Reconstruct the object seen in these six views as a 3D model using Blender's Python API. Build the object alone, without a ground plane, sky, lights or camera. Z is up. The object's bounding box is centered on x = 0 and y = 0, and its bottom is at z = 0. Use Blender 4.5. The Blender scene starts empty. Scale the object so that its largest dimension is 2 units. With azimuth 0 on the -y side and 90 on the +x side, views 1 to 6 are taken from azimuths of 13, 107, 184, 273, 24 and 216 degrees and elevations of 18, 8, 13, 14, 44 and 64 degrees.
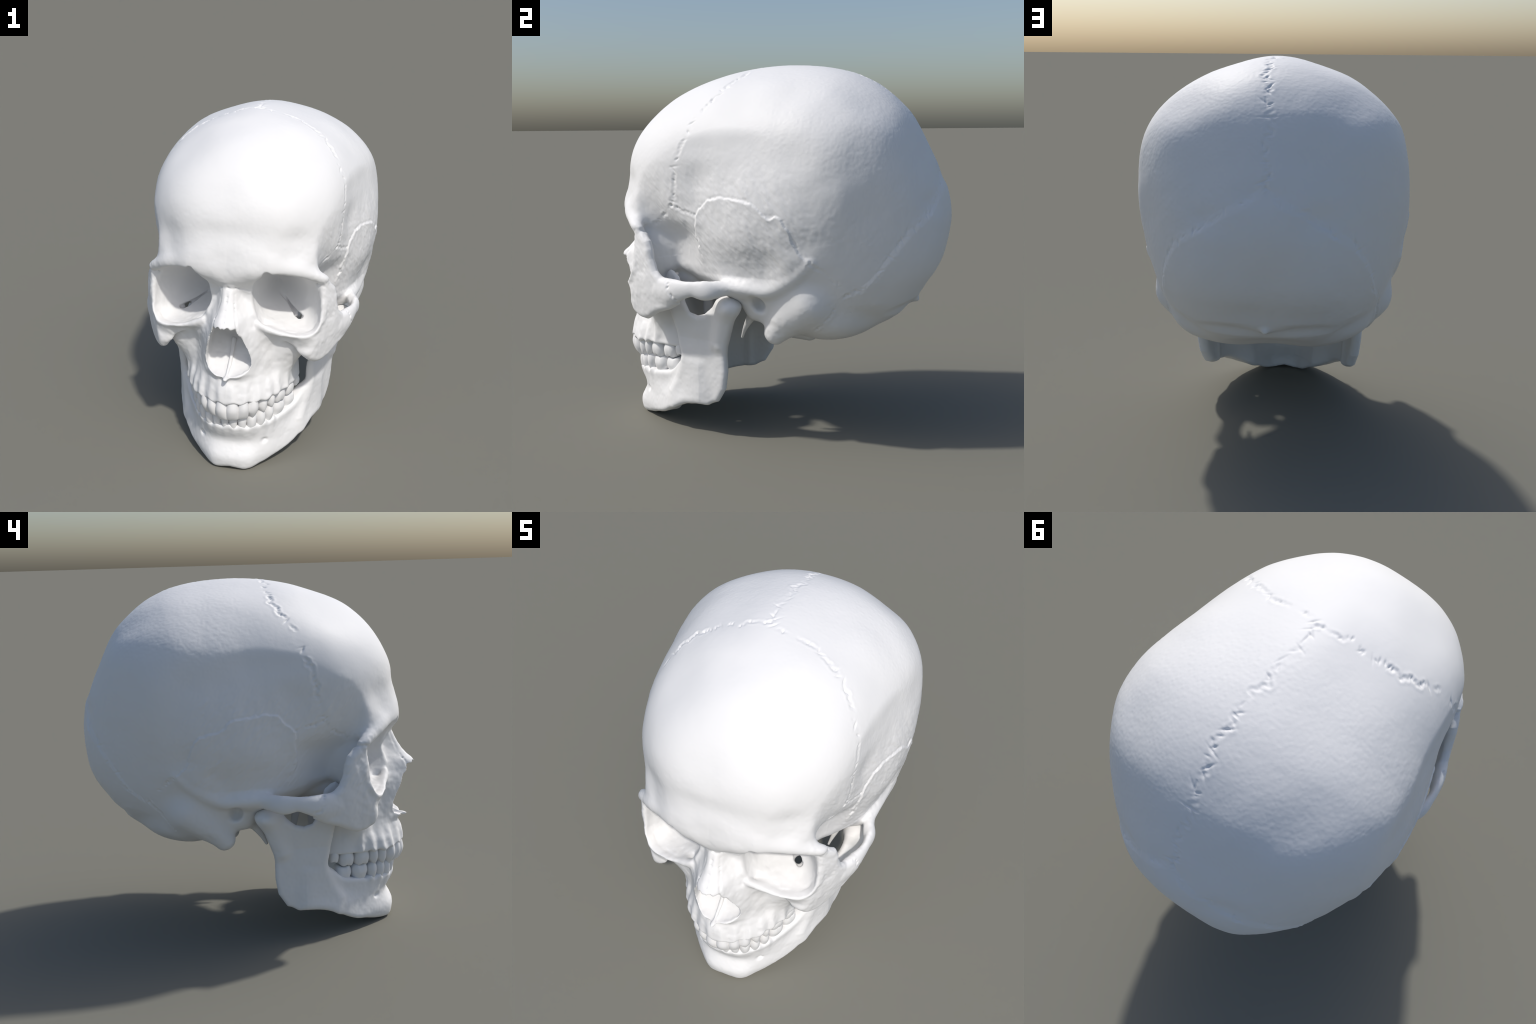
"""A human skull (cranium with lower jaw and teeth), modelled part by part.

The bone is described by smooth distance functions (braincase loft, plates,
rounded chains, cones), meshed by a small surface-net routine, and then split
into the named bones along their sutures.  Teeth are separate meshes.
Frame: metres, z up, the face looks to -y, the skull is symmetric in x.
"""
import bpy
import math
import numpy as np
from mathutils import kdtree

H = 0.0044                     # cell size of the surface net
rng = np.random.default_rng(7)
F32 = np.float32


# ------------------------------------------------------------------ helpers
def smin(a, b, k):
    h = np.maximum(k - np.abs(a - b), 0.0) / k
    return np.minimum(a, b) - h * h * k * 0.25


def smax(a, b, k):
    return -smin(-a, -b, k)


def spline(points, per=5):
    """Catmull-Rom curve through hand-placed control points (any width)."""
    p = np.asarray(points, float)
    if len(p) < 3:
        return p
    q = np.vstack([2 * p[0] - p[1], p, 2 * p[-1] - p[-2]])
    out = []
    for i in range(1, len(q) - 2):
        for t in np.linspace(0, 1, per, endpoint=False):
            a, b, c, d = q[i - 1], q[i], q[i + 1], q[i + 2]
            out.append(0.5 * (2 * b + (c - a) * t + (2 * a - 5 * b + 4 * c - d) * t * t + (3 * b - a - 3 * c + d) * t ** 3))
    out.append(p[-1])
    return np.array(out)


def lut(xs, ys, n=256):
    """Smooth 1D table: returns a function."""
    c = spline(np.stack([xs, ys], 1), 12)
    xs2, ys2 = c[:, 0], c[:, 1]
    return lambda x: np.interp(x, xs2, ys2).astype(F32)


def cr_weights(t):
    return (-.5 * t + t * t - .5 * t ** 3, 1 - 2.5 * t * t + 1.5 * t ** 3, .5 * t + 2 * t * t - 1.5 * t ** 3, -.5 * t * t + .5 * t ** 3)


def table2(us, vs, rows):
    """Smooth 2D table rows[v][u] over knots us, vs (bicubic)."""
    R = np.asarray(rows, float)
    R = np.vstack([2 * R[0] - R[1], R, 2 * R[-1] - R[-2]])
    R = np.column_stack([2 * R[:, 0] - R[:, 1], R, 2 * R[:, -1] - R[:, -2]])
    us, vs = np.asarray(us, float), np.asarray(vs, float)

    def fn(u, v):
        a = np.interp(u, us, np.arange(len(us)))
        b = np.interp(v, vs, np.arange(len(vs)))
        ia = np.minimum(a.astype(int), len(us) - 2)
        ib = np.minimum(b.astype(int), len(vs) - 2)
        wa, wb = cr_weights(a - ia), cr_weights(b - ib)
        r = 0.0
        for i in range(4):
            for j in range(4):
                r = r + wa[i] * wb[j] * R[ib + j, ia + i]
        return r
    return fn


def ellipsoid(c, r, yaw=0.0, pitch=0.0):
    c, r = np.array(c, F32), np.array(r, F32)
    cy, sy, cp, sp = math.cos(yaw), math.sin(yaw), math.cos(pitch), math.sin(pitch)

    def fn(P):
        q = P - c
        x, y, z = q[:, 0], q[:, 1], q[:, 2]
        x, y = cy * x + sy * y, -sy * x + cy * y
        y, z = cp * y + sp * z, -sp * y + cp * z
        k0 = np.sqrt((x / r[0]) ** 2 + (y / r[1]) ** 2 + (z / r[2]) ** 2) + 1e-6
        k1 = np.sqrt((x / r[0] ** 2) ** 2 + (y / r[1] ** 2) ** 2 + (z / r[2] ** 2) ** 2) + 1e-6
        return k0 * (k0 - 1.0) / k1
    m = float(r.max())
    return fn, (c - m, c + m)


def chain(points, flat=None, squash=1.0, per=9):
    """Rounded rod through (x, y, z, radius) points; thinner along `flat` by `squash`."""
    c = spline(points, per)
    A, Rr = c[:, :3].astype(F32), c[:, 3].astype(F32)
    n = None
    if flat is not None:
        n = np.array(flat, F32)
        n /= np.linalg.norm(n)
        A2 = A + ((A @ n) * (squash - 1))[:, None] * n
    else:
        A2 = A

    def fn(P):
        Q = P if n is None else P + ((P @ n) * (squash - 1))[:, None] * n
        best = np.full(len(P), 9.0, F32)
        for a, b, ra, rb in zip(A2[:-1], A2[1:], Rr[:-1], Rr[1:]):
            ab = b - a
            d = Q - a
            t = np.clip((d @ ab) / max(float(ab @ ab), 1e-9), 0, 1)
            d -= t[:, None] * ab
            best = np.minimum(best, np.sqrt(np.einsum('ij,ij->i', d, d)) - (ra + (rb - ra) * t))
        return best
    m = Rr.max()
    return fn, (A.min(0) - m, A.max(0) + m)


def polygon(points):
    """2D signed distance to a closed polygon."""
    V = np.asarray(points, F32)

    def fn(u, v):
        d = np.full(u.shape, 9.0, F32)
        s = np.ones(u.shape, bool)
        for i in range(len(V)):
            a, b = V[i], V[i - 1]
            ex, ey = b[0] - a[0], b[1] - a[1]
            wx, wy = u - a[0], v - a[1]
            t = np.clip((wx * ex + wy * ey) / max(ex * ex + ey * ey, 1e-9), 0, 1)
            d = np.minimum(d, (wx - ex * t) ** 2 + (wy - ey * t) ** 2)
            c1, c2, c3 = v >= a[1], v < b[1], ex * wy > ey * wx
            s ^= (c1 & c2 & c3) | ~(c1 | c2 | c3)
        return np.where(s, 1, -1) * np.sqrt(d)
    return fn


class Solid:
    """A distance function built up by smooth unions and cuts."""

    def __init__(self, base=None):
        self.base, self.ops = base, []

    def add(self, prim, k=0.02):
        self.ops.append((0, prim[0], prim[1], k))

    def cut(self, prim, k=0.01):
        self.ops.append((1, prim[0], prim[1], k))

    def dent(self, c, r, depth):
        """Gaussian hollow (depth > 0) or swelling (depth < 0)."""
        c, r = np.array(c, F32), np.broadcast_to(np.array(r, F32), 3)
        fn = lambda P: depth * np.exp(-(((P - c) / r) ** 2).sum(1))
        self.ops.append((2, fn, (c - 2.5 * r, c + 2.5 * r), 0.0))

    def __call__(self, P):
        P = P.astype(F32).copy()
        P[:, 0] = np.abs(P[:, 0])
        f = self.base(P).astype(F32) if self.base else np.full(len(P), 1.0, F32)
        for kind, fn, (lo, hi), k in self.ops:
            m = k + 0.03 if kind < 2 else 0.0
            w = np.flatnonzero(((P > lo - m) & (P < hi + m)).all(1))
            if not len(w):
                continue
            g = fn(P[w]).astype(F32)
            if kind == 0:
                f[w] = smin(f[w], g, k)
            elif kind == 1:
                f[w] = smax(f[w], -g, k)
            else:
                f[w] += g
        return f


def surface_net(sdf, lo, hi, h):
    """Sparse sampling (coarse to fine) and dual meshing of sdf = 0."""
    lo = np.array(lo, float)
    n8 = np.ceil((np.array(hi) - lo) / (8 * h)).astype(int) + 1

    def up(G):
        for ax in range(3):
            a = np.take(G, range(G.shape[ax] - 1), ax)
            b = np.take(G, range(1, G.shape[ax]), ax)
            m = 0.5 * (a + b)
            shape = list(G.shape)
            shape[ax] = 2 * shape[ax] - 1
            N = np.empty(shape, F32)
            s0 = [slice(None)] * 3
            s1 = [slice(None)] * 3
            s0[ax], s1[ax] = slice(0, None, 2), slice(1, None, 2)
            N[tuple(s0)], N[tuple(s1)] = G, m
            G = N
        return G

    def pts(idx, step):
        return (lo + np.stack(idx, 1) * (h * step)).astype(F32)

    idx = np.indices(n8).reshape(3, -1)
    G = sdf(pts(idx, 8)).reshape(n8)
    for step, reach in ((4, 0.075), (2, 0.03), (1, 0.0125)):
        G = up(G)
        w = np.nonzero(np.abs(G) < reach * h / 0.005)
        G[w] = sdf(pts(w, step))
    S = G < 0
    act = np.zeros(tuple(np.array(G.shape) - 1), bool)
    allin = np.ones_like(act)
    corners = [(i, j, k) for i in (0, 1) for j in (0, 1) for k in (0, 1)]
    sl = lambda o, n: slice(o, n - 1 + o)
    nx, ny, nz = G.shape
    for i, j, k in corners:
        c = S[sl(i, nx), sl(j, ny), sl(k, nz)]
        act |= c
        allin &= c
    act &= ~allin
    ci = np.stack(np.nonzero(act), 1)
    vid = np.full(act.shape, -1, np.int32)
    vid[act] = np.arange(len(ci), dtype=np.int32)
    val = np.stack([G[ci[:, 0] + i, ci[:, 1] + j, ci[:, 2] + k] for i, j, k in corners], 1)
    acc = np.zeros((len(ci), 3))
    cnt = np.zeros(len(ci))
    for a in range(8):
        for ax, bit in ((0, 4), (1, 2), (2, 1)):
            if a & bit:
                continue
            b = a | bit
            cross = (val[:, a] < 0) != (val[:, b] < 0)
            t = val[:, a] / np.where(cross, val[:, a] - val[:, b], 1.0)
            p = np.tile(np.array(corners[a], float), (len(ci), 1))
            p[:, ax] += t
            acc += p * cross[:, None]
            cnt += cross
    V = lo + (ci + acc / cnt[:, None]) * h
    quads = []
    for ax in range(3):
        sA, sB = [slice(None)] * 3, [slice(None)] * 3
        sA[ax], sB[ax] = slice(0, -1), slice(1, None)
        a, b = S[tuple(sA)], S[tuple(sB)]
        e = np.stack(np.nonzero(a != b), 1)
        o1, o2 = [(1, 2), (2, 0), (0, 1)][ax]
        ok = (e[:, o1] > 0) & (e[:, o2] > 0) & (e[:, o1] < G.shape[o1] - 1) & (e[:, o2] < G.shape[o2] - 1)
        e = e[ok]
        d1, d2 = np.eye(3, dtype=int)[o1], np.eye(3, dtype=int)[o2]
        q = np.stack([vid[tuple((e - d).T)] for d in (d1 + d2, d2, 0 * d1, d1)], 1)
        flip = ~S[tuple(e.T)]
        q[flip] = q[flip][:, ::-1]
        quads.append(q)
    Q = np.vstack(quads)
    return V, Q


def settle(sdf, V, h, rounds=2):
    """Pull net vertices onto the true surface."""
    for _ in range(rounds):
        e = h * 0.4
        f = sdf(V)
        g = np.stack([(sdf(V + d) - sdf(V - d)) / (2 * e) for d in np.eye(3) * e], 1)
        st = -(f / np.maximum((g * g).sum(1), 0.2))[:, None] * g
        L = np.linalg.norm(st, axis=1)
        V = V + st * np.minimum(1, 0.6 * h / np.maximum(L, 1e-9))[:, None]
    return V


# ------------------------------------------------------------------ noise
def value_noise(P, freq, seed):
    """Smooth lattice noise in -1..1 (hashed, no tables)."""
    q = P * freq + seed * 17.13
    i = np.floor(q).astype(np.int64)
    t = q - i
    t = t * t * t * (t * (t * 6 - 15) + 10)
    r = 0.0
    for a in (0, 1):
        for b in (0, 1):
            for c in (0, 1):
                hsh = ((i[:, 0] + a) * 73856093) ^ ((i[:, 1] + b) * 19349663) ^ ((i[:, 2] + c) * 83492791) ^ (seed * 2654435)
                hsh = (hsh ^ (hsh >> 13)) * 1274126177 & 0x7fffffff
                hsh = (hsh ^ (hsh >> 15)) % 65521 / 65521.0 * 2 - 1
                r = r + hsh * (t[:, 0] if a else 1 - t[:, 0]) * (t[:, 1] if b else 1 - t[:, 1]) * (t[:, 2] if c else 1 - t[:, 2])
    return r


# ------------------------------------------------------------------ braincase
# Loft of 18 half-sections fanned about the ear-to-ear axis (every 20 degrees,
# from the back over the top to the front and under the base); each gives the
# radius at 0, 18, 36, 54 and 72 degrees out from the mid-plane.
BRAIN_CENTRE = np.array([0, 0.08, 1.25], F32)
BRAIN_SIDE = 0.682
BRAIN_SECTIONS = np.array([
    [.865, .853, .811, .761, .721], [.820, .818, .823, .782, .723], [.815, .826, .840, .799, .723],
    [.793, .794, .807, .787, .721], [.755, .747, .758, .752, .713], [.755, .743, .746, .730, .701],
    [.797, .790, .773, .732, .686], [.879, .865, .819, .736, .672], [.924, .919, .840, .719, .662],
    [.917, .892, .806, .693, .660], [.820, .800, .750, .682, .666], [.660, .670, .690, .690, .677],
    [.560, .600, .660, .700, .691], [.570, .630, .690, .716, .703], [.668, .715, .752, .732, .712],
    [.785, .815, .808, .752, .716], [.858, .870, .827, .761, .718], [.879, .889, .822, .758, .719]])
_half = np.roll(BRAIN_SECTIONS, -9, axis=0)
_grid = np.stack([BRAIN_SECTIONS[:, 1], *BRAIN_SECTIONS.T, np.full(18, BRAIN_SIDE), _half[:, 4], _half[:, 3]], 1).astype(F32)


def brain_radius(d):
    b = np.degrees(np.arcsin(np.clip(np.abs(d[:, 0]), 0, 1))) / 18.0
    a = np.degrees(np.arctan2(d[:, 2], d[:, 1])) % 360 / 20.0
    ia = np.floor(a).astype(int)
    ib = np.minimum(np.floor(b).astype(int), 4)
    wa, wb = cr_weights(a - ia), cr_weights(b - ib)
    r = 0.0
    for i in range(4):
        for j in range(4):
            r = r + wa[i] * wb[j] * _grid[(ia + i - 1) % 18, ib + j]
    return r


def braincase(P):
    d = P - BRAIN_CENTRE
    n = np.linalg.norm(d, axis=1) + 1e-6
    return n - brain_radius(d / n[:, None])


def on_braincase(points):
    """Put points radially onto the braincase."""
    d = np.asarray(points, float) - BRAIN_CENTRE
    d /= np.linalg.norm(d, axis=1)[:, None]
    return BRAIN_CENTRE + d * brain_radius(d)[:, None]


# ------------------------------------------------------------------ cranium
skull = Solid(braincase)

# -- temple: a flatter side wall (half-width over y and z); where it leaves the
#    rounder braincase the temporal line appears
temple_width = table2(
    [-.66, -.60, -.52, -.44, -.36, -.26, -.14, 0, .15, .35],
    [.92, 1.0, 1.1, 1.2, 1.3, 1.4, 1.5, 1.6, 1.7],
    [[.420, .400, .370, .375, .425, .495, .555, .592, .625, .70],
     [.440, .405, .372, .380, .430, .516, .578, .618, .640, .71],
     [.460, .425, .398, .412, .462, .547, .612, .654, .672, .72],
     [.458, .441, .452, .492, .537, .578, .627, .670, .690, .73],
     [.455, .459, .490, .534, .558, .580, .627, .670, .692, .73],
     [.464, .478, .512, .543, .560, .574, .614, .650, .675, .73],
     [.500, .508, .528, .554, .568, .579, .602, .630, .658, .73],
     [.580, .570, .560, .562, .564, .570, .588, .612, .655, .73],
     [.660, .650, .640, .625, .600, .588, .590, .614, .660, .74]])


def outside_temple(P):
    return temple_width(P[:, 1], P[:, 2]) - P[:, 0]



# -- brow: glabella, brow arches, the horn of the frontal bone above the cheek
skull.dent((.31, -.44, 1.82), (.17, .16, .12), .020)          # flat upper corners of the forehead
skull.dent((0, -.84, 1.42), (.34, .12, .065), .013)          # dip over the brow
skull.dent((.36, -.74, 1.39), (.08, .10, .06), .012)
skull.dent((.68, .22, 1.53), (.08, .13, .11), .020)
skull.dent((.40, .56, 1.77), (.14, .20, .12), .015)
skull.dent((.26, .90, 1.29), (.10, .09, .06), .014)
skull.dent((0, .95, 1.17), (.18, .12, .10), -.007)          # back of the head
skull.dent((.66, .49, 1.27), (.10, .14, .14), -.012)
skull.dent((.62, .33, .90), (.10, .14, .09), .012)
skull.dent((0, .85, .83), (.34, .12, .07), .012)
skull.dent((.69, .27, 1.09), (.07, .10, .07), .015)
skull.dent((.42, .56, .67), (.10, .10, .07), .026)
skull.dent((.50, .42, .65), (.08, .09, .07), .020)
skull.dent((0, .91, 1.40), (.09, .08, .05), .009)
skull.dent((0, -.86, 1.25), (.08, .08, .05), -.010)
skull.dent((.19, -.81, 1.30), (.12, .10, .05), -.016)       # brow swelling
skull.dent((.40, -.72, 1.25), (.08, .10, .06), -.014)
skull.dent((.44, -.65, 1.27), (.09, .08, .08), -.026)
skull.cut((outside_temple, (np.array([.33, -.66, .82]), np.array([.9, .33, 1.67]))), .022)
skull.add(chain([(-.10, -.79, 1.225, .064), (0, -.787, 1.195, .06), (.10, -.788, 1.225, .062), (.20, -.775, 1.24, .054)]), .06)
skull.add(chain([(.16, -.765, 1.228, .038), (.26, -.758, 1.232, .036), (.36, -.728, 1.214, .034), (.435, -.680, 1.182, .032),
                 (.482, -.642, 1.155, .028), (.496, -.622, 1.142, .022)]), .08)
# -- the temple is open below into the space under the arch
skull.cut(chain([(.48, -.43, .90, .075), (.46, -.41, .80, .11), (.44, -.36, .68, .14), (.42, -.30, .55, .14)]), .03)
# -- eye sockets: rounded-square cones
EYE_O, EYE_A = np.array([.298, -.70, 1.022]), np.array([.165, -.27, 1.005])
EYE_W = (EYE_A - EYE_O) / np.linalg.norm(EYE_A - EYE_O)
EYE_U = np.array([-EYE_W[1], EYE_W[0], 0.0])
EYE_U = (EYE_U if EYE_U[0] > 0 else -EYE_U) / np.linalg.norm(EYE_U)


def eye_socket(P):
    d = P - EYE_O.astype(F32)
    w = d @ EYE_W.astype(F32)
    u = d @ EYE_U.astype(F32)
    v = d[:, 2] + .23 * u
    t = np.clip(w / .40, 0, .995)
    s = (1 - t ** 1.25) ** .72
    hu, hv = .186 * s + .002, np.where(v > 0, .174, .163) * s + .002
    hu = hu + .10 * np.maximum(-w - .03, 0)
    r = (np.abs(u / hu) ** 2.7 + np.abs(v / hv) ** 2.7) ** (1 / 2.7)
    return np.maximum((r - 1) * np.minimum(hu, hv), w - .40)



def socket_wall(P):
    """Thin bone round the back of the socket."""
    w = (P - EYE_O.astype(F32)) @ EYE_W.astype(F32)
    return smax(eye_socket(P) - .015, .025 - w - .02 * np.clip((P - EYE_O.astype(F32)) @ EYE_U.astype(F32) / .18, -1, 1), .02)


skull.add((socket_wall, (np.array([.02, -.70, .8]), np.array([.55, -.2, 1.26]))), .03)
# -- base: cerebellar bulges, nuchal crest and knob, mastoid, styloid
skull.add(ellipsoid((.25, .35, .71), (.27, .24, .150)), .06)
skull.dent((.0, .62, .60), (.2, .1, .08), .03)
skull.cut(chain([(0, .805, .665, .062), (.12, .80, .695, .06), (.24, .775, .705, .05), (.34, .71, .70, .03)]), .03)
skull.add(chain([(0, .745, .765, .03), (0, .785, .737, .012)]), .03)
skull.add(chain([(0, .755, .75, .012), (.10, .760, .775, .011), (.20, .748, .795, .010), (.33, .69, .80, .012), (.42, .62, .80, .01)]), .03)
skull.add(chain([(.522, .31, .79, .090), (.500, .215, .72, .086), (.480, .148, .650, .072), (.474, .124, .617, .062)]), .08)
skull.add(chain([(.44, .03, .74, .05), (.40, -.03, .68, .028), (.375, -.075, .61, .014), (.357, -.10, .552, .007)]), .02)
skull.add(chain([(.11, .21, .545, .05), (.10, .12, .55, .05)]), .03)
skull.add(chain([(0, .05, .66, .09), (0, -.12, .74, .10), (0, -.30, .85, .12)]), .05)
# -- root of the cheek arch and the crest over the ear
skull.add(chain([(.600, -.21, .862, .014), (.592, -.15, .866, .026), (.583, -.08, .864, .030), (.585, 0, .860, .030), (.590, .12, .858, .026), (.615, .25, .925, .014), (.632, .35, 1.015, .006)]), .04)
skull.add(ellipsoid((.500, -.03, .845), (.085, .12, .055)), .04)
skull.add(ellipsoid((.455, .035, .76), (.065, .085, .085)), .06)
skull.cut(ellipsoid((.600, .050, .772), (.125, .040, .051), pitch=.35), .02)

# -- upper jaw: polar profile about a vertical axis at y = -0.40
MAX_AXIS = -0.40
maxilla_radius = table2(
    [0, 10, 18, 26, 36, 46, 58, 70, 90],
    [.42, .52, .60, .70, .78, .86],
    [[.506, .495, .472, .456, .420, .402, .380, .364, .338],
     [.496, .475, .450, .436, .404, .388, .368, .352, .330],
     [.465, .454, .430, .408, .378, .382, .388, .345, .320],
     [.420, .440, .437, .400, .378, .405, .450, .372, .320],
     [.420, .445, .430, .400, .388, .425, .475, .400, .330],
     [.420, .440, .420, .412, .425, .460, .480, .420, .340]])
TOOTH_ANGLES = [4.5, 13, 22.5, 32, 41, 52]      # root ridges of the upper front teeth


def upper_jaw(P):
    x, y, z = P.T
    dy = MAX_AXIS - y
    th = np.degrees(np.arctan2(x, dy))
    rho = np.sqrt(x * x + dy * dy)
    R = maxilla_radius(np.minimum(th, 90), z)
    ridge = sum(np.exp(-((th - a) / 3.0) ** 2) for a in TOOTH_ANGLES)
    R = R + .012 * (ridge - .5) * np.clip((.62 - z) / .12, 0, 1)
    gum = .454 + .012 * np.clip((th - 28) / 15, 0, 1) - .007 * np.cos(np.radians(th * 38)) * (th < 45)
    f = smax(rho - R, gum - z, .02)
    f = smax(f, z - .88, .02)
    f = smax(f, y - (-.415 - .08 * np.clip((z - .58) / .2, 0, 1)), .04)
    palate = np.sqrt((x / .2) ** 2 + ((y + .56) / .27) ** 2 + ((z - .44) / .13) ** 2) - 1
    return smax(f, -palate * .13, .02)


skull.add((upper_jaw, (np.array([0, -.92, .43]), np.array([.52, -.38, .9]))), .02)
# -- nasal bones and the frontal processes of the upper jaw
nose_fall = lut([.56, .70, .80, .92, .98, 1.05, 1.10, 1.17], [.20, .20, .20, .19, .135, .10, .075, .06])
nose_width = lut([.56, .70, .80, .92, .98, 1.05, 1.10, 1.17], [.16, .15, .14, .100, .080, .062, .055, .05])
nose_line = lut([.56, .62, .70, .80, .90, .942, .975, 1.01, 1.07, 1.12, 1.17], [-.87, -.895, -.915, -.943, -.960, -.952, -.916, -.885, -.848, -.829, -.82])


def nose(P):
    x, y, z = P.T
    front = nose_line(z) + nose_fall(z) * (1 - np.exp(-(x / nose_width(z)) ** 3))
    f = (front - y) * .6
    f = smax(f, np.abs(x) - .165, .04)
    f = smax(f, z - 1.14, .05)
    f = smax(f, .60 - z, .04)
    return smax(f, y + .55, .02)


skull.add((nose, (np.array([0, -.99, .58]), np.array([.2, -.5, 1.18]))), .025)
skull.add(chain([(0, -.80, .625, .03), (0, -.86, .618, .02), (0, -.90, .614, .012), (0, -.917, .617, .005)]), .015)

# -- cheek bone: curved plate seen square-on from the front corner (u runs back and out)
CHEEK_N = np.array([.75, -.66], F32)
CHEEK_U = np.array([.66, .75], F32)
cheek_outline = polygon([(-.137, 1.135), (-.105, 1.125), (-.055, 1.085), (-.038, 1.04), (-.032, .99), (-.008, .93), (.03, .895), (.085, .878), (.098, .83),
                         (.118, .762), (.07, .733), (-.02, .703), (-.08, .670), (-.13, .650), (-.185, .654), (-.24, .684), (-.30, .745),
                         (-.35, .80), (-.36, .84), (-.295, .850), (-.242, .880), (-.20, .95), (-.18, 1.02), (-.17, 1.10), (-.16, 1.13)])
cheek_sheet = lut([-.45, -.38, -.30, -.24, -.18, -.13, -.04, .08, .15], [.60, .668, .752, .788, .784, .778, .760, .714, .67])


def cheek(P):
    x, y, z = P.T
    u = CHEEK_U[0] * x + CHEEK_U[1] * y
    n = CHEEK_N[0] * x + CHEEK_N[1] * y
    mid = cheek_sheet(u) - .028 * np.clip((.92 - z) / .26, 0, 1.1) ** 2
    return smax(cheek_outline(u, z), np.abs(n - mid) - .024, .03)


skull.add((cheek, (np.array([.2, -.80, .62]), np.array([.66, -.33, 1.16]))), .02)
skull.cut(chain([(.22, -.785, .775, .035), (.31, -.775, .768, .05), (.40, -.765, .770, .05), (.46, -.745, .785, .03)]), .03)
skull.add(chain([(.16, -.775, .905, .014), (.20, -.765, .882, .018), (.26, -.750, .862, .021), (.33, -.745, .856, .022), (.40, -.724, .857, .023), (.455, -.690, .885, .022), (.478, -.645, .94, .02), (.488, -.612, 1.04, .02)]), .03)
skull.add(chain([(.38, -.67, .815, .045), (.43, -.62, .82, .045), (.46, -.57, .84, .035)]), .03)
# -- the arch itself
skull.add(chain([(.566, -.455, .828, .062), (.592, -.40, .830, .064), (.612, -.34, .842, .048), (.622, -.28, .851, .038), (.620, -.21, .846, .049), (.600, -.15, .849, .040), (.576, -.08, .857, .03)],
                flat=(1, -.15, 0), squash=2.0), .02)
# -- behind the upper jaw: pterygoid plates and the body of the sphenoid
skull.add(chain([(.17, -.36, .86, .03), (.175, -.36, .72, .03), (.185, -.36, .58, .025)], flat=(1, 0, 0), squash=1.6), .03)
skull.add(chain([(.20, -.30, .85, .03), (.22, -.27, .72, .025), (.23, -.25, .62, .02)], flat=(1, 0, 0), squash=1.6), .03)
skull.add(ellipsoid((.16, -.42, .85), (.17, .18, .09)), .04)

skull.add(chain([(.490, -.595, 1.09, .024), (.487, -.59, .99, .028), (.475, -.59, .90, .030)]), .02)
skull.cut((eye_socket, (np.array([.02, -.98, .8]), np.array([.55, -.24, 1.26]))), .018)
skull.cut(ellipsoid((.212, -.80, 1.205), (.022, .05, .03)), .015)
# -- fissure at the back of the socket, open to the space below
skull.cut(chain([(.350, -.545, .872, .018), (.310, -.50, .880, .020), (.25, -.43, .92, .011), (.20, -.39, .98, .009)]), .012)
skull.cut(chain([(.33, -.525, .875, .020), (.32, -.47, .80, .026), (.33, -.42, .72, .04)]), .012)

# -- nasal opening and cavity
nose_hole = polygon([(-.05, .93), (0, .934), (.035, .934), (.064, .918), (.092, .85), (.114, .78), (.126, .715), (.126, .68), (.112, .65), (.085, .633), (.05, .622), (0, .618), (-.05, .62)])


def nose_cavity(P):
    x, y, z = P.T
    deep = np.clip((y + .85) / .3, 0, 1)
    f = nose_hole(x, z) - .012 * deep + .004 * np.sin(x * 190) * np.clip((z - .84) / .05, 0, 1)
    return smax(f, y + np.interp(z, [.60, .65, .70, .80, .95], [.86, .79, .735, .66, .62]), .05)


skull.cut((nose_cavity, (np.array([0, -1.05, .58]), np.array([.16, -.46, .97]))), .008)
skull.add(chain([(0, -.905, .614, .009), (0, -.86, .630, .010), (0, -.80, .660, .011), (0, -.755, .70, .011), (0, -.70, .77, .012)]), .012)
skull.add(chain([(0, -.68, .64, .02), (0, -.62, .78, .02), (0, -.60, .94, .02)], flat=(1, 0, 0), squash=2.5), .02)


# ------------------------------------------------------------------ lower jaw
jaw = Solid()
jaw_radius = table2(
    [0, 14, 28, 40, 54, 68, 84, 100],
    [0, .08, .17, .25, .34],
    [[.422, .422, .378, .358, .352, .362, .392, .435],
     [.434, .430, .394, .374, .366, .376, .400, .440],
     [.397, .397, .382, .366, .360, .374, .404, .446],
     [.430, .424, .394, .368, .353, .358, .392, .448],
     [.464, .453, .423, .388, .369, .363, .388, .446]])
jaw_thick = lut([0, 14, 28, 40, 54, 68, 84, 100], [.140, .138, .135, .135, .138, .120, .085, .06])
jaw_bottom = lut([0, 7, 14, 28, 40, 54, 68, 84, 100, 110], [.012, .004, .000, .018, .043, .064, .105, .172, .195, .20])
jaw_top = lut([0, 14, 28, 40, 54, 68, 84, 110], [.298, .288, .294, .300, .310, .332, .40, .40])


def jaw_body(P):
    x, y, z = P.T
    dy = MAX_AXIS - y
    th = np.degrees(np.arctan2(x, dy))
    rho = np.sqrt(x * x + dy * dy)
    R = jaw_radius(np.minimum(th, 100), np.clip(z, 0, .34))
    ridge = sum(np.exp(-((th - a) / 3.0) ** 2) for a in (3.5, 10.5, 19, 29, 38))
    R = R + .007 * (ridge - .5) * np.clip((z - .20) / .1, 0, 1)
    T = jaw_thick(th) * (.72 + .28 * np.clip((.25 - z) / .15, 0, 1))
    f = smax(rho - R, R - T - rho, .03)
    scallop = .006 * np.cos(np.radians(th * 38)) * (th < 45)
    f = smax(f, z - jaw_top(th) - scallop, .03)
    f = smax(f, jaw_bottom(th) - z, .032)
    return smax(f, (th - 104) * .007, .02)


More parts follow.
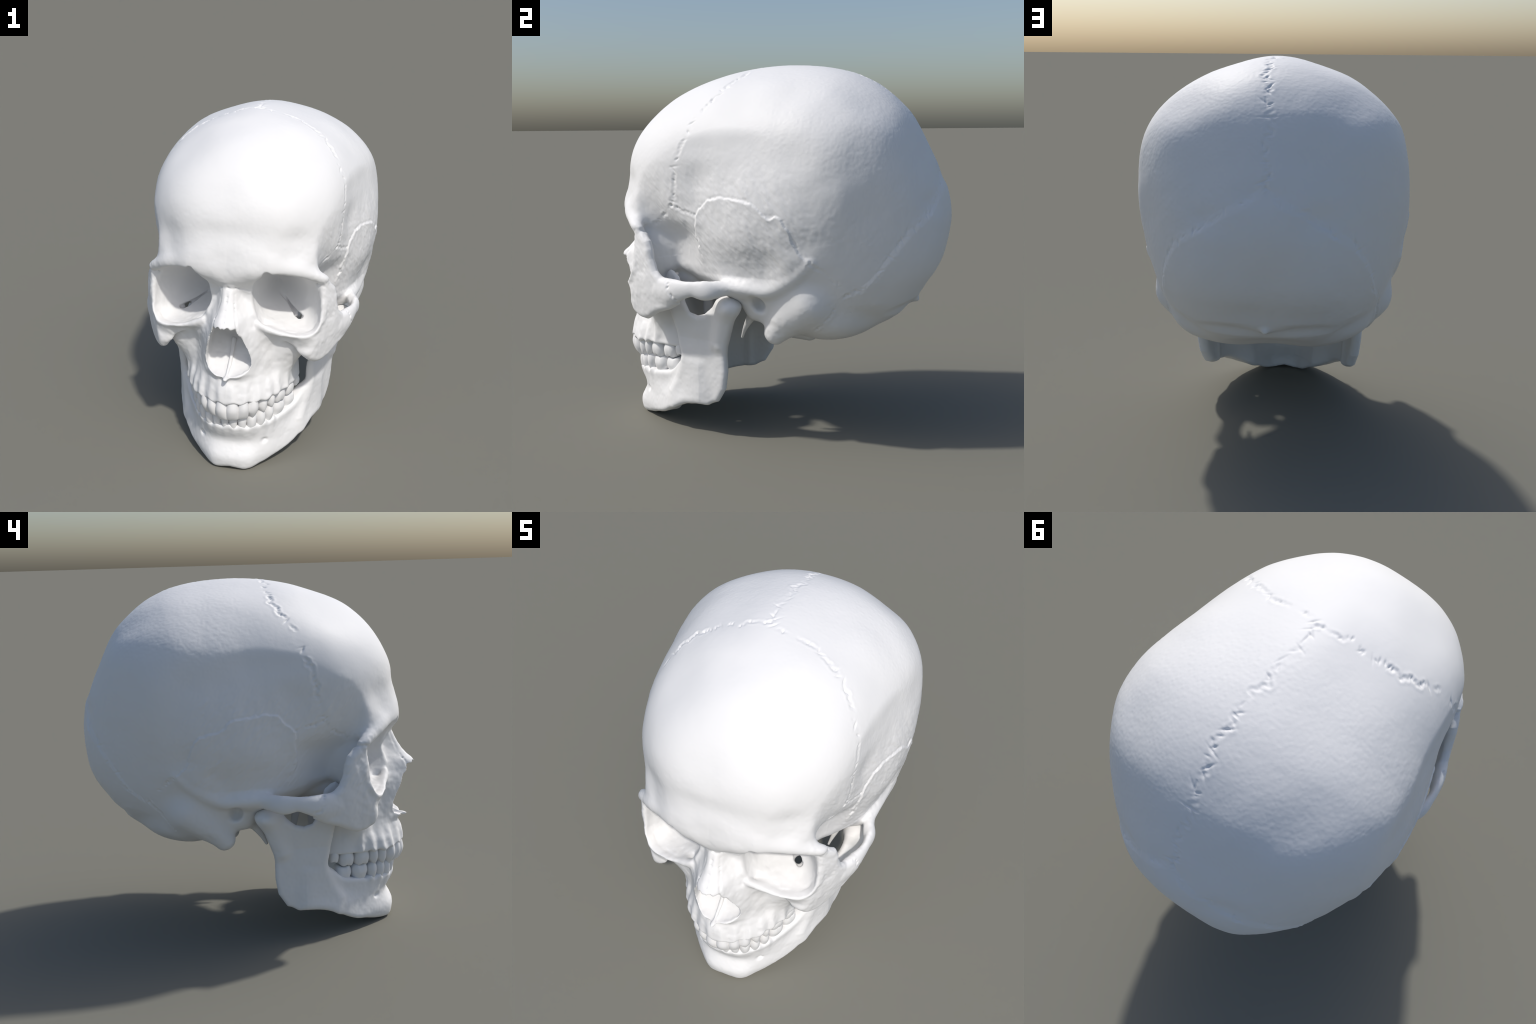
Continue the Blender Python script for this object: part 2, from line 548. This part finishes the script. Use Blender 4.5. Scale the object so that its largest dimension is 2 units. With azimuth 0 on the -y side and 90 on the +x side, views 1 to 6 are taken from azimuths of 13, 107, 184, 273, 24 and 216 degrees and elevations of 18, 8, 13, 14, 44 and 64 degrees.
jaw.add((jaw_body, (np.array([0, -.90, -.01]), np.array([.5, -.28, .45]))), .02)
ramus_outline = polygon([(-.47, .30), (-.437, .40), (-.44, .46), (-.458, .56), (-.478, .65), (-.488, .72), (-.505, .80), (-.518, .86), (-.508, .898), (-.485, .915), (-.460, .908),
                         (-.425, .880), (-.403, .81), (-.388, .745), (-.358, .693), (-.313, .677), (-.265, .692), (-.215, .735), (-.185, .775), (-.12, .785), (-.06, .755),
                         (-.093, .70), (-.128, .60), (-.152, .52), (-.151, .38), (-.167, .285), (-.213, .208), (-.272, .185), (-.34, .186), (-.42, .17), (-.50, .14), (-.52, .22)])


def ramus(P):
    x, y, z = P.T
    sheet = np.interp(z, [.20, .35, .55, .70, .90], [.445, .457, .470, .510, .510]) + np.interp(z, [.40, .60, .90], [.27, .25, .31]) * (y + .15)
    sheet = sheet - .012 * np.clip((.45 - z) / .15, 0, 1) * np.clip((-.34 - y) / .12, 0, 1)
    thick = .028 - .006 * np.clip((z - .5) / .2, 0, 1) - .004 * np.clip((z - .78) / .1, 0, 1) - .004 * np.clip((-.30 - y) / .1, 0, 1)
    return smax(ramus_outline(y, z) - .002, np.abs(x - sheet) * .97 - thick, .03)


jaw.add((ramus, (np.array([.30, -.55, .1]), np.array([.60, -.03, .96]))), .05)
jaw.add(ellipsoid((.520, -.112, .750), (.075, .056, .048), yaw=.2), .04)
jaw.add(chain([(.518, -.13, .73, .044), (.495, -.16, .64, .036), (.478, -.19, .54, .027)]), .05)
jaw.dent((.185, -.735, .168), (.014, .03, .014), .02)


# ------------------------------------------------------------------ meshing
LO, HI = (-.72, -1.0, .40), (.72, 1.02, 2.04)
cran_v, cran_q = surface_net(skull, LO, HI, H)
cran_v = settle(skull, cran_v, H)
jaw_v, jaw_q = surface_net(jaw, (-.64, -.94, -.03), (.64, .0, .96), H)
jaw_v = settle(jaw, jaw_v, H)
print("cranium", len(cran_v), "jaw", len(jaw_v))


def normals_of(V, Q):
    a, b, c, d = (V[Q[:, i]] for i in range(4))
    n = np.cross(c - a, d - b)
    N = np.zeros_like(V)
    for i in range(4):
        np.add.at(N, Q[:, i], n)
    return N / np.maximum(np.linalg.norm(N, axis=1), 1e-12)[:, None]


# ------------------------------------------------------------------ materials
def bone_material(name, colour, bump=.08, rough=.55):
    m = bpy.data.materials.new(name)
    m.use_nodes = True
    nt = m.node_tree
    bsdf = nt.nodes["Principled BSDF"]
    bsdf.inputs["Roughness"].default_value = rough
    bsdf.inputs["Specular IOR Level"].default_value = .3
    co = nt.nodes.new("ShaderNodeTexCoord")
    big, fine = nt.nodes.new("ShaderNodeTexNoise"), nt.nodes.new("ShaderNodeTexNoise")
    big.inputs["Scale"].default_value = 6
    fine.inputs["Scale"].default_value = 75
    fine.inputs["Detail"].default_value = 4
    ramp = nt.nodes.new("ShaderNodeValToRGB")
    ramp.color_ramp.elements[0].color = (*[c * .97 for c in colour], 1)
    ramp.color_ramp.elements[1].color = (*colour, 1)
    bp = nt.nodes.new("ShaderNodeBump")
    bp.inputs["Strength"].default_value = bump
    bp.inputs["Distance"].default_value = .004
    for n in (big, fine):
        nt.links.new(co.outputs["Object"], n.inputs["Vector"])
    nt.links.new(big.outputs["Fac"], ramp.inputs["Fac"])
    nt.links.new(ramp.outputs["Color"], bsdf.inputs["Base Color"])
    nt.links.new(fine.outputs["Fac"], bp.inputs["Height"])
    nt.links.new(bp.outputs["Normal"], bsdf.inputs["Normal"])
    return m


BONE = bone_material("bone", (.80, .80, .80))
ENAMEL = bone_material("tooth_enamel", (.80, .80, .80), bump=.03, rough=.45)

root = bpy.data.objects.new("human_skull", None)
bpy.context.scene.collection.objects.link(root)
root["label"] = "white human skull with lower jaw and full teeth"
root["category"] = "skull"


def make_part(name, V, Q, N, material, parent=root):
    used = np.unique(Q)
    remap = np.full(len(V), -1, np.int64)
    remap[used] = np.arange(len(used))
    me = bpy.data.meshes.new(name)
    q = remap[Q]
    me.vertices.add(len(used))
    me.vertices.foreach_set("co", V[used].astype(F32).ravel())
    me.loops.add(q.size)
    me.loops.foreach_set("vertex_index", q.ravel().astype(np.int32))
    me.polygons.add(len(q))
    me.polygons.foreach_set("loop_start", np.arange(0, q.size, 4, dtype=np.int32))
    me.update(calc_edges=True)
    me.validate()
    me.polygons.foreach_set("use_smooth", np.ones(len(me.polygons), bool))
    me.normals_split_custom_set_from_vertices(N[used].astype(F32))
    me.materials.append(material)
    ob = bpy.data.objects.new(name, me)
    bpy.context.scene.collection.objects.link(ob)
    ob.parent = parent
    return ob


# ------------------------------------------------------------------ teeth
def crown(kind, nu=40, nv=22):
    """Unit crown: x mesio-distal, y to the lips, z from 0 (neck) to -1 (tip); root stub above 0."""
    prof = {  # height: (half width, half depth)
        "incisor": [(-.35, .62, .50), (0, .80, .84), (.35, .97, 1.02), (.7, 1.0, .80), (.93, .95, .48), (1.0, .82, .26)],
        "canine": [(-.35, .66, .52), (0, .84, .90), (.35, .99, 1.06), (.62, .98, .90), (.85, .66, .55), (1.0, .26, .22)],
        "premolar": [(-.35, .66, .60), (0, .82, .88), (.35, .97, 1.04), (.68, .96, .97), (.9, .72, .78), (1.0, .45, .52)],
        "molar": [(-.35, .74, .64), (0, .86, .88), (.4, .99, 1.04), (.72, .97, .98), (.92, .83, .84), (1.0, .62, .64)]}[kind]
    z, a, b = spline(prof, 8).T
    p = np.linspace(0, len(z) - 1, nv)
    z, a, b = (np.interp(p, np.arange(len(z)), q) for q in (z, a, b))
    e = {"incisor": 2.2, "canine": 2.0, "premolar": 2.0, "molar": 2.4}[kind]
    th = np.arange(nu) * 2 * math.pi / nu
    c, s_ = np.cos(th), np.sin(th)
    cx, cy = np.sign(c) * np.abs(c) ** (2 / e), np.sign(s_) * np.abs(s_) ** (2 / e)
    V = [(x_ * a[i], y_ * b[i], -z[i]) for i in range(nv) for x_, y_ in zip(cx, cy)]
    Fc = [(i * nu + j, i * nu + (j + 1) % nu, (i + 1) * nu + (j + 1) % nu, (i + 1) * nu + j) for i in range(nv - 1) for j in range(nu)]
    last = (nv - 1) * nu
    for r in (.66, .33):                              # chewing face
        k = len(V)
        V += [(x_ * a[-1] * r, y_ * b[-1] * r, -1.0 - .03 * (1 - r)) for x_, y_ in zip(cx, cy)]
        Fc += [(last + j, last + (j + 1) % nu, k + (j + 1) % nu, k + j) for j in range(nu)]
        last = k
    V.append((0, 0, -1.03))
    Fc += [(last + j, last + (j + 1) % nu, len(V) - 1) for j in range(nu)]
    Fc.append(tuple(reversed(range(nu))))
    V = np.array(V)
    low = np.clip((-V[:, 2] - .45) / .5, 0, 1) ** 2
    if kind == "molar":                               # cusps and buccal groove
        V[:, 2] -= low * (.05 * np.cos(V[:, 0] * 5.2 + math.pi) + .05 * (V[:, 1] ** 2))
        V[:, 1] -= .10 * np.sign(V[:, 1]) * np.exp(-(V[:, 0] / .16) ** 2) * np.clip(-V[:, 2] - .25, 0, 1)
    if kind == "premolar":
        V[:, 2] -= low * (.06 - .20 * np.abs(V[:, 0]) + .08 * V[:, 1] ** 2)
    if kind == "canine":
        V[:, 2] -= low * (.05 - .25 * np.abs(V[:, 0]))
    me = bpy.data.meshes.new(kind)
    me.from_pydata(V.tolist(), [], Fc)
    me.polygons.foreach_set("use_smooth", np.ones(len(me.polygons), bool))
    me.materials.append(ENAMEL)
    return me


CROWNS = {k: crown(k) for k in ("incisor", "canine", "premolar", "molar")}
# kind, width along the arch, depth, neck height, tip height, lean of the tip towards the lips
UPPER = [("incisor", .078, .078, .450, .348, .010), ("incisor", .067, .074, .458, .356, .009), ("canine", .073, .086, .464, .350, .008), ("premolar", .064, .088, .466, .374, 0),
         ("premolar", .063, .090, .468, .383, 0), ("molar", .100, .104, .470, .387, 0), ("molar", .094, .104, .472, .394, -.004), ("molar", .062, .080, .478, .418, -.01)]
LOWER = [("incisor", .054, .060, .298, .390, .012), ("incisor", .058, .062, .294, .390, .012), ("canine", .067, .074, .290, .396, .012), ("premolar", .064, .076, .302, .386, .006),
         ("premolar", .066, .080, .306, .384, 0), ("molar", .106, .100, .310, .384, -.006), ("molar", .102, .100, .318, .388, -.010)]
UPPER_ARCH = [(-.08, -.886), (0, -.904), (.08, -.885), (.149, -.840), (.197, -.780), (.241, -.718), (.276, -.650), (.305, -.578), (.330, -.50), (.342, -.44), (.345, -.38)]
LOWER_ARCH = [(-.055, -.842), (0, -.848), (.055, -.842), (.113, -.822), (.171, -.783), (.222, -.723), (.260, -.652), (.295, -.574), (.326, -.49), (.345, -.42), (.350, -.36)]


def place_teeth(rows, arch, side, lower):
    c = spline(arch, 30)
    c = c[c[:, 0] >= -1e-9]
    s = np.r_[0, np.cumsum(np.linalg.norm(np.diff(c, axis=0), axis=1))]
    at = 0.0
    for kind, wide, deep, neck, tip, lean in rows:
        mid = at + wide * .5
        at += wide
        x, y = np.interp(mid, s, c[:, 0]), np.interp(mid, s, c[:, 1])
        e = .01
        tx, ty = np.interp(mid + e, s, c[:, 0]) - np.interp(mid - e, s, c[:, 0]), np.interp(mid + e, s, c[:, 1]) - np.interp(mid - e, s, c[:, 1])
        L = math.hypot(tx, ty)
        tx, ty = tx / L, ty / L
        ox, oy = ty, -tx                               # towards the lips
        jit = rng.normal(0, 1, 4)
        x, y = x - ox * deep * .5, y - oy * deep * .5
        ob = bpy.data.objects.new(kind, CROWNS[kind])
        yaw = math.atan2(ty, tx) + .05 * jit[0]
        hgt = abs(neck - tip)
        from mathutils import Matrix
        sx, sy = wide * .5 * .985, deep * .5
        M = Matrix.Translation((0, 0, neck + .004 * jit[1])) @ Matrix.Diagonal((1, 1, -1 if lower else 1, 1))
        lean_m = Matrix.Identity(4)
        lean_m[1][2] = (lean / hgt)                    # shear towards the lips
        R = Matrix.Rotation(yaw + math.pi, 4, "Z")
        B = M @ R @ lean_m @ Matrix.Diagonal((sx, sy, hgt, 1))
        B.translation = (x, y, neck + .003 * jit[1])
        if side < 0:
            B = Matrix.Diagonal((-1, 1, 1, 1)) @ B
        bpy.context.scene.collection.objects.link(ob)
        ob.parent = root
        ob.matrix_world = B


for sd in (1, -1):
    place_teeth(UPPER, UPPER_ARCH, sd, False)
    place_teeth(LOWER, LOWER_ARCH, sd, True)

# ------------------------------------------------------------------ sutures
def near_path(V, path, reach):
    """Distance of the vertices to a dense path; returns (indices, distances, path index)."""
    coarse = path[::12]
    rad = reach + np.linalg.norm(np.diff(path, axis=0), axis=1).max() * 8
    box = np.flatnonzero(((V > path.min(0) - reach) & (V < path.max(0) + reach)).all(1))
    keep = np.zeros(len(box), bool)
    for c in coarse:
        keep |= ((V[box] - c) ** 2).sum(1) < rad * rad
    w = box[keep]
    d = np.full(len(w), 9.0)
    k = np.zeros(len(w), int)
    for i, p in enumerate(path):
        e = ((V[w] - p) ** 2).sum(1)
        m = e < d
        d[m], k[m] = e[m], i
    return w, np.sqrt(d), k


def suture_path(V, N, points, zig, wave, seed):
    """A wandering line on the bone surface through control points."""
    c = spline(points, 24)
    box = np.flatnonzero(((V > c.min(0) - .07) & (V < c.max(0) + .07)).all(1))
    snap = np.array([box[((V[box] - p) ** 2).sum(1).argmin()] for p in c])
    p, n = V[snap], N[snap]
    for _ in range(6):
        p[1:-1] = (p[:-2] + 2 * p[1:-1] + p[2:]) / 4
    L = np.r_[0, np.cumsum(np.linalg.norm(np.diff(p, axis=0), axis=1))]
    s_ = np.arange(0, L[-1], .0028)
    q = np.stack([np.interp(s_, L, p[:, i]) for i in range(3)], 1)
    m = np.stack([np.interp(s_, L, n[:, i]) for i in range(3)], 1)
    t = np.gradient(q, axis=0)
    b = np.cross(t, m)
    b /= np.maximum(np.linalg.norm(b, axis=1), 1e-9)[:, None]
    P1 = np.stack([s_, 0 * s_, 0 * s_], 1)
    w = .8 * value_noise(P1, .35 / wave, seed + 9) + .8 * value_noise(P1, 1 / wave, seed) + .5 * value_noise(P1, 2.3 / wave, seed + 5)
    return q + b * (zig * w)[:, None]


SUTURES = [  # points, zigzag, wave length, groove depth, groove width, both sides
    ("coronal", [(0, -.08, 1.99), (.119, -.113, 1.969), (.259, -.131, 1.929), (.367, -.168, 1.87), (.46, -.225, 1.80), (.51, -.295, 1.69), (.555, -.345, 1.59), (.562, -.386, 1.482), (.552, -.40, 1.371), (.542, -.425, 1.266)], .016, .022, .0085, .0065),
    ("sagittal", [(0, -.08, 1.99), (0, .077, 2.0), (0, .205, 1.993), (.01, .338, 1.976), (.012, .434, 1.953), (.012, .522, 1.915), (.008, .634, 1.84), (-.01, .714, 1.764), (-.02, .772, 1.682), (0, .85, 1.53), (0, .896, 1.43)], .024, .020, .0085, .0065),
    ("lambdoid", [(0, .896, 1.43), (.09, .91, 1.37), (.187, .905, 1.32), (.295, .876, 1.246), (.39, .815, 1.183), (.452, .755, 1.10), (.49, .695, 1.02), (.50, .64, .92), (.53, .55, .87), (.545, .51, .85)], .018, .020, .006, .006),
    ("squamous", [(.574, -.281, 1.228), (.597, -.193, 1.317), (.62, -.134, 1.328), (.664, -.031, 1.325), (.664, .067, 1.30), (.672, .118, 1.247), (.687, .218, 1.233), (.685, .253, 1.182), (.669, .296, 1.066), (.649, .35, 1.018)], .008, .03, .0022, .006),
    ("sphenosquamous", [(.574, -.281, 1.228), (.56, -.285, 1.12), (.545, -.28, 1.02), (.54, -.25, .95)], .006, .03, .006, .006),
    ("sphenoparietal", [(.542, -.425, 1.266), (.56, -.35, 1.25), (.574, -.281, 1.228)], .008, .02, .006, .006),
    ("sphenofrontal", [(.542, -.425, 1.266), (.49, -.50, 1.20), (.46, -.56, 1.15)], .010, .02, .006, .006),
    ("zygomaticofrontal", [(.465, -.655, 1.125), (.506, -.625, 1.138), (.50, -.585, 1.128)], .004, .02, .007, .006),
    ("zygomaticotemporal", [(.60, -.42, .885), (.605, -.405, .83), (.615, -.375, .80), (.61, -.37, .76)], .006, .02, .008, .006),
    ("zygomaxillary", [(.26, -.735, .84), (.30, -.725, .79), (.37, -.70, .74), (.43, -.675, .71)], .006, .02, .005, .005),
    ("nasomaxillary", [(.045, -.815, 1.115), (.042, -.84, 1.05), (.058, -.875, .99), (.078, -.925, .92)], .004, .03, .007, .006),
    ("frontonasal", [(0, -.83, 1.122), (.05, -.815, 1.115), (.11, -.77, 1.10)], .004, .02, .006, .006),
    ("internasal", [(0, -.83, 1.12), (0, -.88, 1.01), (0, -.95, .945)], .002, .03, .006, .005),
    ("occipitomastoid", [(.545, .51, .85), (.52, .42, .76), (.48, .33, .68)], .006, .02, .006, .006),
    ("parietomastoid", [(.649, .35, 1.018), (.61, .42, .95), (.545, .51, .85)], .010, .02, .006, .006),
]
squama = polygon([(-.281, 1.228), (-.193, 1.317), (-.134, 1.328), (-.031, 1.325), (.067, 1.30), (.118, 1.247), (.218, 1.233), (.253, 1.182), (.296, 1.066), (.35, 1.018), (.30, .90), (-.24, .90), (-.28, 1.02)])
back_edge = lut([0, .09, .187, .295, .39, .452, .49, .52, .56], [1.43, 1.37, 1.32, 1.246, 1.183, 1.10, 1.02, .90, .80])


def weather(V, Q):
    """Sutures, raised bone edges and the uneven bone surface, as relief."""
    N = normals_of(V, Q)
    ax = np.abs(V[:, 0])
    D = np.zeros(len(V))
    # the squama overlaps the parietal bone; the occipital plate stands a little proud
    side = np.flatnonzero((ax > .5) & (V[:, 1] > -.32) & (V[:, 1] < .4) & (V[:, 2] > .88) & (V[:, 2] < 1.36))
    d = -squama(V[side, 1].astype(F32), V[side, 2].astype(F32)) + .011 * value_noise(V[side], 26.0, 31) + .004 * value_noise(V[side], 70.0, 32)
    D[side] += .008 * np.clip(d / .010, 0, 1) * np.exp(-np.maximum(d, 0) / .06) * np.clip((V[side, 2] - .97) / .08, 0, 1)
    rear = np.flatnonzero((V[:, 1] > .5) & (V[:, 2] > .80))
    d = back_edge(ax[rear]) - V[rear, 2]
    D[rear] += .008 * np.clip(d / .05 + .35, 0, 1) * np.exp(-np.maximum(d, 0) / .22) * np.clip((V[rear, 2] - .80) / .10, 0, 1) * np.clip((V[rear, 1] - .5) / .08, 0, 1)
    for i, (name, pts, zig, wave, depth, width) in enumerate(SUTURES):
        for sd in ((1,) if name in ("sagittal", "internasal") else (1, -1)):
            p = np.array(pts) * (sd, 1, 1)
            path = suture_path(V, N, p, zig, wave, 11 * i + 3 * (sd > 0) + 1)
            w, d, k = near_path(V, path, .04)
            s1 = np.stack([k * .0028, 0 * k, 0 * k], 1)
            fade = np.clip(.50 + 1.1 * value_noise(s1, 20.0, 40 + i + sd), .05, 1.2)
            D[w] -= .40 * depth * fade * np.exp(-(d / (1.5 * width)) ** 2)
            D[w] += .15 * depth * fade * np.exp(-((d - 2.4 * width) / (1.3 * width)) ** 2)
            # interlocking: short slits across the line, unevenly spaced and deep
            t = np.gradient(path, axis=0)
            step = max(4, int(round(wave * .9 / .0028)))
            r = np.random.default_rng(500 + 7 * i + sd)
            j = 0
            while j < len(path):
                if r.random() < .55:
                    near = w[(d < 2.2 * zig + .012) & (np.abs(k - j) < 14)]
                    if len(near):
                        tj = t[j] / max(np.linalg.norm(t[j]), 1e-9)
                        nj = N[near].mean(0)
                        bj = np.cross(nj, tj)
                        ang = r.normal(0, .45)
                        a1 = bj * math.cos(ang) + tj * math.sin(ang)
                        a2 = np.cross(nj, a1)
                        off = V[near] - path[j]
                        half = (.4 + 1.1 * r.random() ** 2) * zig + .003
                        D[near] -= depth * r.uniform(.15, .75) * np.exp(-(off @ a1 / half) ** 2 - (off @ a2 / (.75 * width)) ** 2)
                j += max(3, int(step * r.uniform(.4, 2.2)))
    # uneven surface: broad waves, then grain; streaky on the temple and pitted on the rear vault
    face = np.clip((-V[:, 1] - .45) / .2, 0, 1) * np.clip((1.25 - V[:, 2]) / .2, 0, 1)
    crown_ = np.clip((V[:, 2] - 1.4) / .2, 0, 1)
    D += .0028 * value_noise(V, 6.0, 3) + .0008 * value_noise(V, 19.0, 4) * (1 - .6 * crown_)
    D += face * (.0030 * value_noise(V, 15.0, 23) + .0014 * value_noise(V, 38.0, 24))
    D += .0008 * (1 - .6 * crown_) * value_noise(V, 55.0, 5) * (.5 + .5 * value_noise(V, 5.0, 9))
    temple = np.clip((ax - .42) / .08, 0, 1) * np.clip((1.55 - V[:, 2]) / .2, 0, 1) * np.clip((.40 - V[:, 1]) / .2, 0, 1) * np.clip((V[:, 2] - .86) / .05, 0, 1)
    U = np.stack([V[:, 0], V[:, 1] + .8 * V[:, 2], (V[:, 2] - .6 * V[:, 1]) * .35], 1)
    D += temple * (.0014 * value_noise(U, 34.0, 6) + .0012 * value_noise(U, 75.0, 7))
    knob = np.exp(-(((V - (0, .15, .64)) * (0, 1, 1) / (1, .12, .10)) ** 2).sum(1)) * (ax > .4)
    D += knob * (.003 * value_noise(V, 16.0, 21) + .0014 * value_noise(V, 40.0, 22))
    top = np.clip((V[:, 2] - 1.35) / .2, 0, 1) * np.clip((V[:, 1] + .1) / .2, 0, 1)
    D += top * .0004 * value_noise(V, 80.0, 8)
    return V + N * D[:, None]


cran_v = weather(cran_v, cran_q)
Nj = normals_of(jaw_v, jaw_q)
jaw_v = jaw_v + Nj * (.0026 * value_noise(jaw_v, 9.0, 13) + .0009 * value_noise(jaw_v, 24.0, 14) + .0005 * value_noise(jaw_v, 60.0, 15))[:, None]

# ------------------------------------------------------------------ split into bones
coronal_y = lut([1.05, 1.266, 1.371, 1.482, 1.59, 1.69, 1.80, 1.87, 1.929, 1.969, 2.0], [-.47, -.425, -.40, -.386, -.345, -.295, -.225, -.168, -.131, -.113, -.08])
nasal_w = lut([.90, .92, .99, 1.05, 1.115, 1.13], [.085, .078, .058, .042, .045, .045])
KINDS = ["parietal_bone", "frontal_bone", "occipital_bone", "temporal_bone", "sphenoid_bone", "maxilla", "zygomatic_bone", "nasal_bone"]


def bone_of(c):
    ax, y, z = np.abs(c[:, 0]), c[:, 1], c[:, 2]
    a, b, d = ax.astype(F32), y.astype(F32), z.astype(F32)
    k = np.zeros(len(c), int)
    k[(y < coronal_y(z)) & (z > 1.1)] = 1
    k[((y > .45) & (z < back_edge(ax)) & (ax < .56)) | ((y > .05) & (z < .70) & (ax < .40))] = 2
    k[(ax > .30) & (y > -.45) & (y < .52) & (k != 2) & ((squama(b, d) < 0) | (z < 1.0 - .25 * np.clip(y - .3, 0, 1)))] = 3
    k[(y <= .05) & (z < 1.0) & (ax <= .30)] = 4
    k[(y < -.25) & (y > -.62) & (z < 1.245 + .25 * (y + .42)) & (k != 3)] = 4
    k[(y < -.25) & (y > -.62) & (z < 1.22) & (ax < .43) & (k != 3)] = 4
    k[(y < -.62) & (z < 1.12)] = 5
    k[(y < -.42) & (z < .86) & (ax < .42)] = 5
    u, n = CHEEK_U[0] * ax + CHEEK_U[1] * y, CHEEK_N[0] * ax + CHEEK_N[1] * y
    k[(ax > .25) & (u < .105) & (cheek_outline(u.astype(F32), d) < .012) & (n > cheek_sheet(u) - .085)] = 6
    k[(ax < nasal_w(z)) & (z > .92) & (z < 1.122) & (y < -.80)] = 7
    return k


cran_n = normals_of(cran_v, cran_q)
centres = cran_v[cran_q].mean(1)
which = bone_of(centres)
for i, kind in enumerate(KINDS):
    if kind in ("frontal_bone", "occipital_bone", "sphenoid_bone"):
        make_part(kind, cran_v, cran_q[which == i], cran_n, BONE)
    else:
        for sd in (1, -1):
            make_part(kind, cran_v, cran_q[(which == i) & (centres[:, 0] * sd > 0)], cran_n, BONE)
make_part("mandible", jaw_v, jaw_q, normals_of(jaw_v, jaw_q), BONE)
